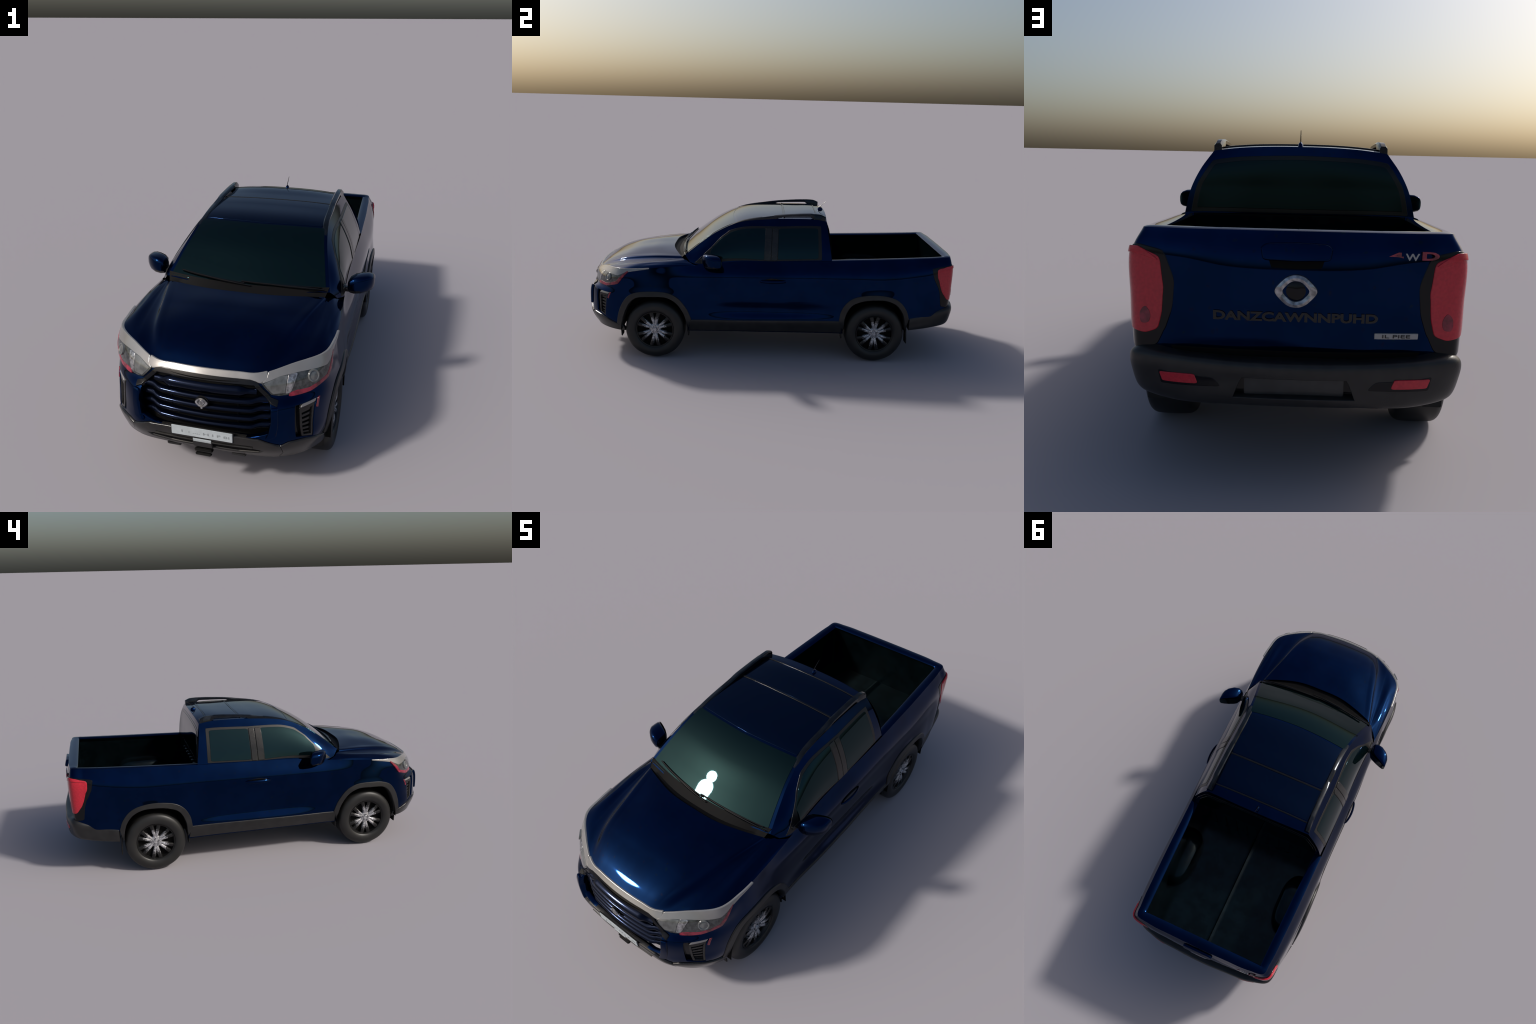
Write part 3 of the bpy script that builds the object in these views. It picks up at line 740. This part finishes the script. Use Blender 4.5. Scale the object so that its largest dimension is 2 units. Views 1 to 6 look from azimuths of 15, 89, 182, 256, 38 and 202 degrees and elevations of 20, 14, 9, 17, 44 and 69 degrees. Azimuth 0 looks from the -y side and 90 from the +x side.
t = lettering('tailgate_lettering', 'DANZCAWNNPUHD', .352, .021, (0, 0, .389), 1, LETTER, gate, bold=.004)
fit_to_gate(t, .0005)
BADGE = on_body([(.171, .3445), (.263, .3445), (.263, .3555), (.171, .3555)], (15.5, 18), 'xz')
V, F, N = sheet_arrays(BODY, BADGE, offset=.003, depth=.004, du=.1, dv=.1)
put('model_badge', to_mesh('model_badge', V*FLIP, [f[::-1] for f in F], N*FLIP), gate, WHITE)
fit_to_gate(lettering('badge_lettering', 'IL PIEE', .06, .007, (-.217, 0, .350), 1, LETTER, gate, extrude=.0006), .0025)
yb = gate_y(.25, .527) + .001
lettering('drive_badge', '4', .032, .017, (-.208, yb, .524), 1, DARK_RED, gate, bold=.004)
lettering('drive_badge', 'W', .030, .015, (-.243, yb, .523), 1, WHITE, gate, bold=.002)
lettering('drive_badge', 'D', .036, .018, (-.281, yb, .526), 1, DARK_RED, gate, bold=.004)

# ---- front plate with hanging bracket
plate = empty('plate_mount', TRUCK)
put('licence_plate', to_mesh('licence_plate', *block((.212, .005, .036), (0, -.998, .237), .0015, rot=(math.radians(3), 0, 0))), plate, PLATE)
put('plate_border', to_mesh('plate_border', *block((.218, .005, .041), (0, -.996, .237), .0015, rot=(math.radians(3), 0, 0))), plate, TRIM)
lettering('plate_lettering', 'I  : .... H I F 8I', .165, .009, (.012, -1.0007, .237), -1, INK, plate, extrude=.0008)
put('bracket', to_mesh('bracket', *merge(block((.068, .008, .030), (0, -.990, .190), .002, rot=(math.radians(20), 0, 0)), block((.064, .022, .010), (0, -.980, .160), .004), block((.056, .016, .008), (0, -.984, .146), .003))), plate, TRIM)
put('bracket_label', to_mesh('bracket_label', *block((.064, .003, .016), (0, -.9965, .2055), .001, rot=(math.radians(12), 0, 0))), plate, PLATE)

# ---- cargo bed
bed = empty('cargo_bed', TRUCK)
def rail_paths():
    us = np.concatenate([np.arange(10, 18.001, .1)])
    top = BODY.at(np.stack([us, np.full(len(us), 6.0)], 1)); return us, top
us, top = rail_paths()
FLOOR = .328
def inner_of(p):
    x = min(p[0], .336 - .037*max(0, (p[1]-.34)/.56)) if p[0] > .285 else p[0]
    x = max(0, min(p[0] - .004, x)) if p[0] > 1e-4 else 0
    y = min(p[1], .905 - .0*x)
    return np.array([x, y, p[2] - .001])
def bed_section():
    rows = []
    for p in top:
        q = inner_of(p)
        if p[0] > .30 and p[1] < .90: q[0] = p[0] - .034
        q[0] = min(q[0], .300 + .022*max(0, (.9 - q[1])/.57))
        mid = (p + q)/2 + np.array([0, 0, .003])
        rows.append([p, p*.85 + q*.15 + np.array([0, 0, .0025]), mid, p*.15 + q*.85 + np.array([0, 0, .002]), q + np.array([0, 0, -.003])])
    return np.array(rows)
ROWS = bed_section()
def rail():
    V = ROWS.reshape(-1, 3); F = []; m = 5
    for i in range(len(ROWS)-1):
        for j in range(m-1): F.append([i*m+j, (i+1)*m+j, (i+1)*m+j+1, i*m+j+1])
    return V, F
def mirrored(V, F):
    V = np.asarray(V); n = len(V)
    V2 = np.concatenate([V, V*FLIP]); F2 = [list(f) for f in F] + [[k+n for k in f[::-1]] for f in F]
    return V2, F2
put('bed_rail', to_mesh('bed_rail', *mirrored(*rail()), sharp=60), bed, PAINT)
def liner():
    """Inner wall: tucks outward below the rail, then drops to the floor."""
    lip = ROWS[:, 4]; V, F = [], []
    for p, o in zip(lip, ROWS[:, 0]):
        out = (o - p)*np.array([1, 1, 0])
        for k, z in ((0, p[2]), (.15, p[2]-.010), (.35, p[2]-.020), (.36, .46), (.34, .38), (.30, FLOOR-.005)):
            q = p + out*k; q[2] = z; V.append(q)
    m = 6
    for i in range(len(lip)-1):
        for j in range(m-1): F.append([i*m+j, (i+1)*m+j, (i+1)*m+j+1, i*m+j+1])
    # run the side walls forward to the bulkhead
    V = np.array(V); n = len(V); first = V[:m].copy(); first[:, 1] = .29
    V = np.concatenate([V, first])
    for j in range(m-1): F.append([n+j, j, j+1, n+j+1])
    return V, F
put('bed_wall', to_mesh('bed_wall', *mirrored(*liner())), bed, BED)
put('bulkhead', to_mesh('bulkhead', *block((.70, .012, .262), (0, .300, .412), .002)), bed, BED)
def floor():
    V, F = [], []; xs = np.linspace(-.345, .345, 117); ys = (.29, .5, .7, .93)
    for x in xs:
        a = (abs(x) - .0) / .038
        rib = .0
        h = .006*math.exp(-(x/.007)**2)
        for y in ys: V.append((x, y, FLOOR - rib*.5 + h))
    for i in range(len(xs)-1):
        for j in range(3): F.append([i*4+j, (i+1)*4+j, (i+1)*4+j+1, i*4+j+1])
    return V, F
put('bed_floor', to_mesh('bed_floor', *floor(), sharp=50), bed, BED)
def hump():
    """Rounded wheel house that grows out of the side wall."""
    V, F = [], []; n, m = 24, 10
    for i in range(n+1):
        a = -1 + 2*i/n; y = .560 + .170*a; s = max(0, 1 - abs(a)**3.2)
        for j in range(m+1):
            b = j/m*math.pi/2
            V.append((.335 - (.100*math.cos(b)**.45)*s**.5, y, FLOOR - .004 + .095*s**.6*math.sin(b)**.5))
    for i in range(n):
        for j in range(m): F.append([i*(m+1)+j, (i+1)*(m+1)+j, (i+1)*(m+1)+j+1, i*(m+1)+j+1])
    return V, [f[::-1] for f in F]
pair('wheel_house', hump, BED, bed)
for k in range(9):
    put('bulkhead_rib', to_mesh('bulkhead_rib', *block((.018, .008, .17), (-.24 + .06*k, .308, .42), .003)), bed, BED)

# ---- wheels
def rim_material():
    m = bpy.data.materials.new('machined_rim'); m.use_nodes = True; nt = m.node_tree; b = nt.nodes['Principled BSDF']
    tc = nt.nodes.new('ShaderNodeTexCoord'); sx = nt.nodes.new('ShaderNodeSeparateXYZ'); nt.links.new(tc.outputs['Object'], sx.inputs[0])
    cb = nt.nodes.new('ShaderNodeCombineXYZ'); nt.links.new(sx.outputs['Y'], cb.inputs['Y']); nt.links.new(sx.outputs['Z'], cb.inputs['Z'])
    ln = nt.nodes.new('ShaderNodeVectorMath'); ln.operation = 'LENGTH'; nt.links.new(cb.outputs[0], ln.inputs[0])
    no = nt.nodes.new('ShaderNodeTexNoise'); no.inputs['Scale'].default_value = 75; no.inputs['Detail'].default_value = 3; no.inputs['Distortion'].default_value = 1.5
    nt.links.new(tc.outputs['Object'], no.inputs['Vector'])
    ma = nt.nodes.new('ShaderNodeMath'); ma.operation = 'MULTIPLY_ADD'; ma.inputs[1].default_value = .07
    nt.links.new(no.outputs['Fac'], ma.inputs[0]); nt.links.new(ln.outputs['Value'], ma.inputs[2])
    ra = nt.nodes.new('ShaderNodeValToRGB'); e = ra.color_ramp.elements
    e[0].position = .088; e[0].color = (1, 1, 1, 1); e[1].position = .102; e[1].color = (0, 0, 0, 1)
    nt.links.new(ma.outputs[0], ra.inputs['Fac'])
    n2 = nt.nodes.new('ShaderNodeTexNoise'); n2.inputs['Scale'].default_value = 140; n2.inputs['Detail'].default_value = 2; n2.inputs['Distortion'].default_value = 2
    nt.links.new(tc.outputs['Object'], n2.inputs['Vector'])
    r2 = nt.nodes.new('ShaderNodeValToRGB'); e2 = r2.color_ramp.elements
    e2[0].position = .36; e2[0].color = (.05, .05, .055, 1); e2[1].position = .56; e2[1].color = (.55, .55, .57, 1)
    nt.links.new(n2.outputs['Fac'], r2.inputs['Fac'])
    mx = nt.nodes.new('ShaderNodeMix'); mx.data_type = 'RGBA'
    nt.links.new(ra.outputs['Color'], mx.inputs['Factor']); mx.inputs['A'].default_value = (.016, .016, .016, 1)
    nt.links.new(r2.outputs['Color'], mx.inputs['B']); nt.links.new(mx.outputs['Result'], b.inputs['Base Color'])
    b.inputs['Metallic'].default_value = .5; b.inputs['Roughness'].default_value = .3
    return m
RIM = rim_material()
R = .156
TYRE = [(-.060, .098), (-.064, .112), (-.066, .128), (-.062, .145), (-.052, .153), (-.035, R), (.030, R), (.046, .154), (.056, .147), (.063, .132), (.064, .118), (.060, .105), (.054, .098), (.050, .097)]
tyre_mesh = to_mesh('tyre', *lathe(spline(TYRE, 4), 72)); tyre_mesh.materials.append(RUBBER)
RIMPROF = [(.054, .0985), (.057, .0975), (.056, .094), (.050, .091), (.030, .088), (-.02, .086), (-.05, .09)]
rim_mesh = to_mesh('rim', *lathe(RIMPROF, 64)); rim_mesh.materials.append(RIM)
disc_mesh = to_mesh('brake_disc', *lathe([(.034, .0001), (.036, .07), (.036, .093)], 40)); disc_mesh.materials.append(DARK)
def spokes():
    parts = []
    for k in range(6):
        for s in (-1, 1):
            a0 = math.pi/2 + k*math.pi/3
            rs = np.linspace(.018, .093, 9); V, F = [], []
            for r in rs:
                t = (r-.018)/.075
                a = a0 + s*math.radians(9 + 3.0*t); w = .0070 + .0052*t**1.5
                x = .053 - .004*(1-t)**2 + .003*math.sin(math.pi*t)
                d = np.array([0, math.cos(a), math.sin(a)]); q = np.array([0, -math.sin(a), math.cos(a)])
                c = d*r
                for du, dx in ((-w, -.014), (-w*.85, -.003), (-w*.3, 0), (w*.3, 0), (w*.85, -.003), (w, -.014)):
                    V.append(c + q*du + np.array([x + dx, 0, 0]))
            m = 6
            for i in range(len(rs)-1):
                for j in range(m-1): F.append([i*m+j, (i+1)*m+j, (i+1)*m+j+1, i*m+j+1])
            parts.append((V, F))
    hub = lathe([(.054, .0001), (.054, .010), (.050, .013), (.050, .024), (.046, .030), (.03, .032)], 32)
    return merge(*parts, hub)
spoke_mesh = to_mesh('spokes', *spokes(), sharp=40); spoke_mesh.materials.append(RIM)
nut_mesh = to_mesh('wheel_nut', *lathe([(.055, .0001), (.055, .0035), (.048, .004)], 10)); nut_mesh.materials.append(BRIGHT)
for (y, z) in (F_HUB, R_HUB):
    for s in (1, -1):
        w = empty('wheel', TRUCK, (s*.333, y, R))
        if s < 0: w.rotation_euler = (0, 0, math.pi)
        for nm, me in (('tyre', tyre_mesh), ('rim', rim_mesh), ('brake_disc', disc_mesh), ('spokes', spoke_mesh)):
            put(nm, me, w)
        for k in range(5):
            nut = put('wheel_nut', nut_mesh, w); a = 2*math.pi*k/5 + .3
            nut.location = (0, .018*math.cos(a), .018*math.sin(a))

# ---- wheel wells, floor pan, mud flaps
under = empty('underbody', TRUCK)
def well(arch):
    A = spline(arch, 4); V, F = [], []
    for y, z in A: V += [(.398, y, z), (.32, y, z), (.250, y, z)]
    for i in range(len(A)-1):
        for j in range(2): F.append([i*3+j, i*3+j+1, (i+1)*3+j+1, (i+1)*3+j])
    n = len(V); c = A.mean(0); V.append((.250, c[0], c[1]))
    for i in range(len(A)-1): F.append([n, i*3+2, (i+1)*3+2])
    return V, F
pair('wheel_well', lambda: well(ARCH_F_IN), DARK, under)
pair('wheel_well', lambda: well(ARCH_R_IN), DARK, under)
put('floor_pan', to_mesh('floor_pan', *merge(block((.40, 1.80, .06), (0, -.01, .185), .005), block((.70, .74, .05), (0, -.03, .180), .005), block((.62, .13, .05), (0, -.85, .185), .01), block((.62, .16, .06), (0, .83, .225), .01))), under, DARK)
def axle(y): 
    V, F = lathe([(-.27, .012), (.27, .012)], 12); return V + np.array([0, y, R]), F
put('axle', to_mesh('axle', *merge(axle(F_HUB[0]), axle(R_HUB[0]))), under, DARK)
def flap(y, x, z0, z1, w, lean):
    V, F = block((w, .006, z1-z0), (x, y, (z0+z1)/2), .002)
    V[:, 1] += (z1 - V[:, 2]) * lean
    return V, F
for a in ((-.795, .350, .112, .20, .05, .06), (-.437, .350, .120, .20, .05, .0), (.378, .350, .120, .20, .05, .0), (.718, .352, .100, .25, .05, .06)):
    pair('mud_flap', lambda a=a: flap(*a), FLAP, under)

# ---- door mirrors, handles, rails, antenna
MIRROR = [(.380, -.352, -.312, .556, .516), (.388, -.361, -.300, .569, .509), (.405, -.365, -.289, .578, .506), (.430, -.358, -.277, .581, .506),
          (.455, -.340, -.266, .580, .510), (.470, -.322, -.260, .574, .515), (.477, -.306, -.260, .566, .522), (.479, -.295, -.262, .558, .530)]
def mirror_shell(part):
    """Swept-back housing lofted outward along x; flat at the back for the glass."""
    V, F = [], []; n = 28
    for x, yf, yb, zt, zb in MIRROR:
        cy, cz = (yf+yb)/2, (zt+zb)/2; ry, rz = (yb-yf)/2, (zt-zb)/2
        for a, b in ring(1, 1, n, power=4.2):
            y = cy + a*ry + (.010*(-b) if a < 0 and b < 0 else 0)
            V.append((x, y, cz + b*rz))
    m = len(MIRROR)
    for i in range(m-1):
        for j in range(n): F.append([i*n+j, i*n+(j+1) % n, (i+1)*n+(j+1) % n, (i+1)*n+j])
    F += [list(range(n))[::-1], [(m-1)*n+j for j in range(n)]]
    low = lambda f: np.mean([V[k][2] for k in f]) < .523
    return V, [f for f in F if low(f) == (part == 'lower')]
pair('door_mirror', lambda: mirror_shell('upper'), PAINT, TRUCK)
pair('mirror_base', lambda: merge(mirror_shell('lower'), block((.05, .030, .018), (.375, -.332, .522), .006, segs=3), block((.014, .06, .03), (.364, -.345, .530), .005, segs=3)), TRIM, TRUCK)
def mirror_glass():
    V, F = [], []
    for x, yf, yb, zt, zb in MIRROR[1:]:
        for z in (zb + .008, (zt+zb)/2, zt - .006): V.append((x, yb + .0015, z))
    for i in range(len(MIRROR)-2):
        for j in range(2): F.append([i*3+j, i*3+j+1, (i+1)*3+j+1, (i+1)*3+j])
    return V, F
pair('mirror_glass', mirror_glass, GLASS, TRUCK)
def handle():
    P = []
    for t in np.linspace(0, 1, 15):
        y = -.062 + .134*t; z = .437
        p = BODY.at(BODY.find([(y, z)], 'yz', urange=(7, 10)))[0]
        P.append(p + np.array([.013*math.sin(math.pi*t)**.6, 0, 0]))
    return sweep(P, ring(.006, .009, 10), scale=[.5 + .5*math.sin(math.pi*t)**.5 for t in np.linspace(0, 1, 15)])
pair('door_handle', handle, PAINT, TRUCK)
CUP = spline(on_body([(-.055, .437), (.0, .452), (.06, .440), (.0, .424)], (7, 10)), 6, closed=True)
sheet('handle_recess', BODY, CUP, GLOSS_BLACK, TRUCK, du=.02, dv=.1, offset=.001, depth=.003, lip=.0005)

def roof_rail():
    V, F = [], []
    ys = np.linspace(-.255, .278, 41); edge = CAB.at(np.stack([np.linspace(2.2, 7, 200), np.full(200, 3.0)], 1))
    sec = []
    for y in ys:
        base = np.array([np.interp(y, edge[:, 1], edge[:, 0]), y, np.interp(y, edge[:, 1], edge[:, 2])])
        hi = np.interp(y, [-.255, -.17, -.05, .05, .15, .255, .278], [-.002, .003, .010, .017, .023, .027, .020])
        lo = np.interp(y, [-.255, .00, .035, .20, .225, .278], [-.008, -.008, .006, .010, -.006, -.004])
        sec.append((base, lo, hi))
    for base, lo, hi in sec:
        x = base[0] - .012
        w = .0115
        for dx, z in ((-w, lo), (w*1.1, lo-.004*(lo < 0)), (w*1.05, lo+(hi-lo)*.75), (w*.6, hi), (-w*.6, hi+.001), (-w, lo+(hi-lo)*.75)):
            V.append((x+dx, base[1], base[2] + .002 + z))
    m = 6
    for i in range(len(sec)-1):
        for j in range(m): F.append([i*m+j, i*m+(j+1) % m, (i+1)*m+(j+1) % m, (i+1)*m+j])
    F.append(list(range(m))[::-1]); F.append([(len(sec)-1)*m+j for j in range(m)])
    return V, F
pair('roof_rail', roof_rail, RAIL, TRUCK)
ant = empty('antenna', TRUCK)
def dome():
    V, F = lathe([(.013, .0001), (.011, .005), (.006, .009), (-.006, .012)], 20)
    return np.stack([V[:, 1]*.8, V[:, 2]*1.4 + .270, V[:, 0] + .756], 1), F
put('antenna_base', to_mesh('antenna_base', *dome()), ant, PAINT)
put('antenna_rod', to_mesh('antenna_rod', *sweep(np.linspace([0, .262, .768], [0, .304, .802], 6), ring(.0016, .0016, 8), up=(0, 1, 0), scale=np.linspace(1.1, .6, 6))), ant, GLOSS_BLACK)
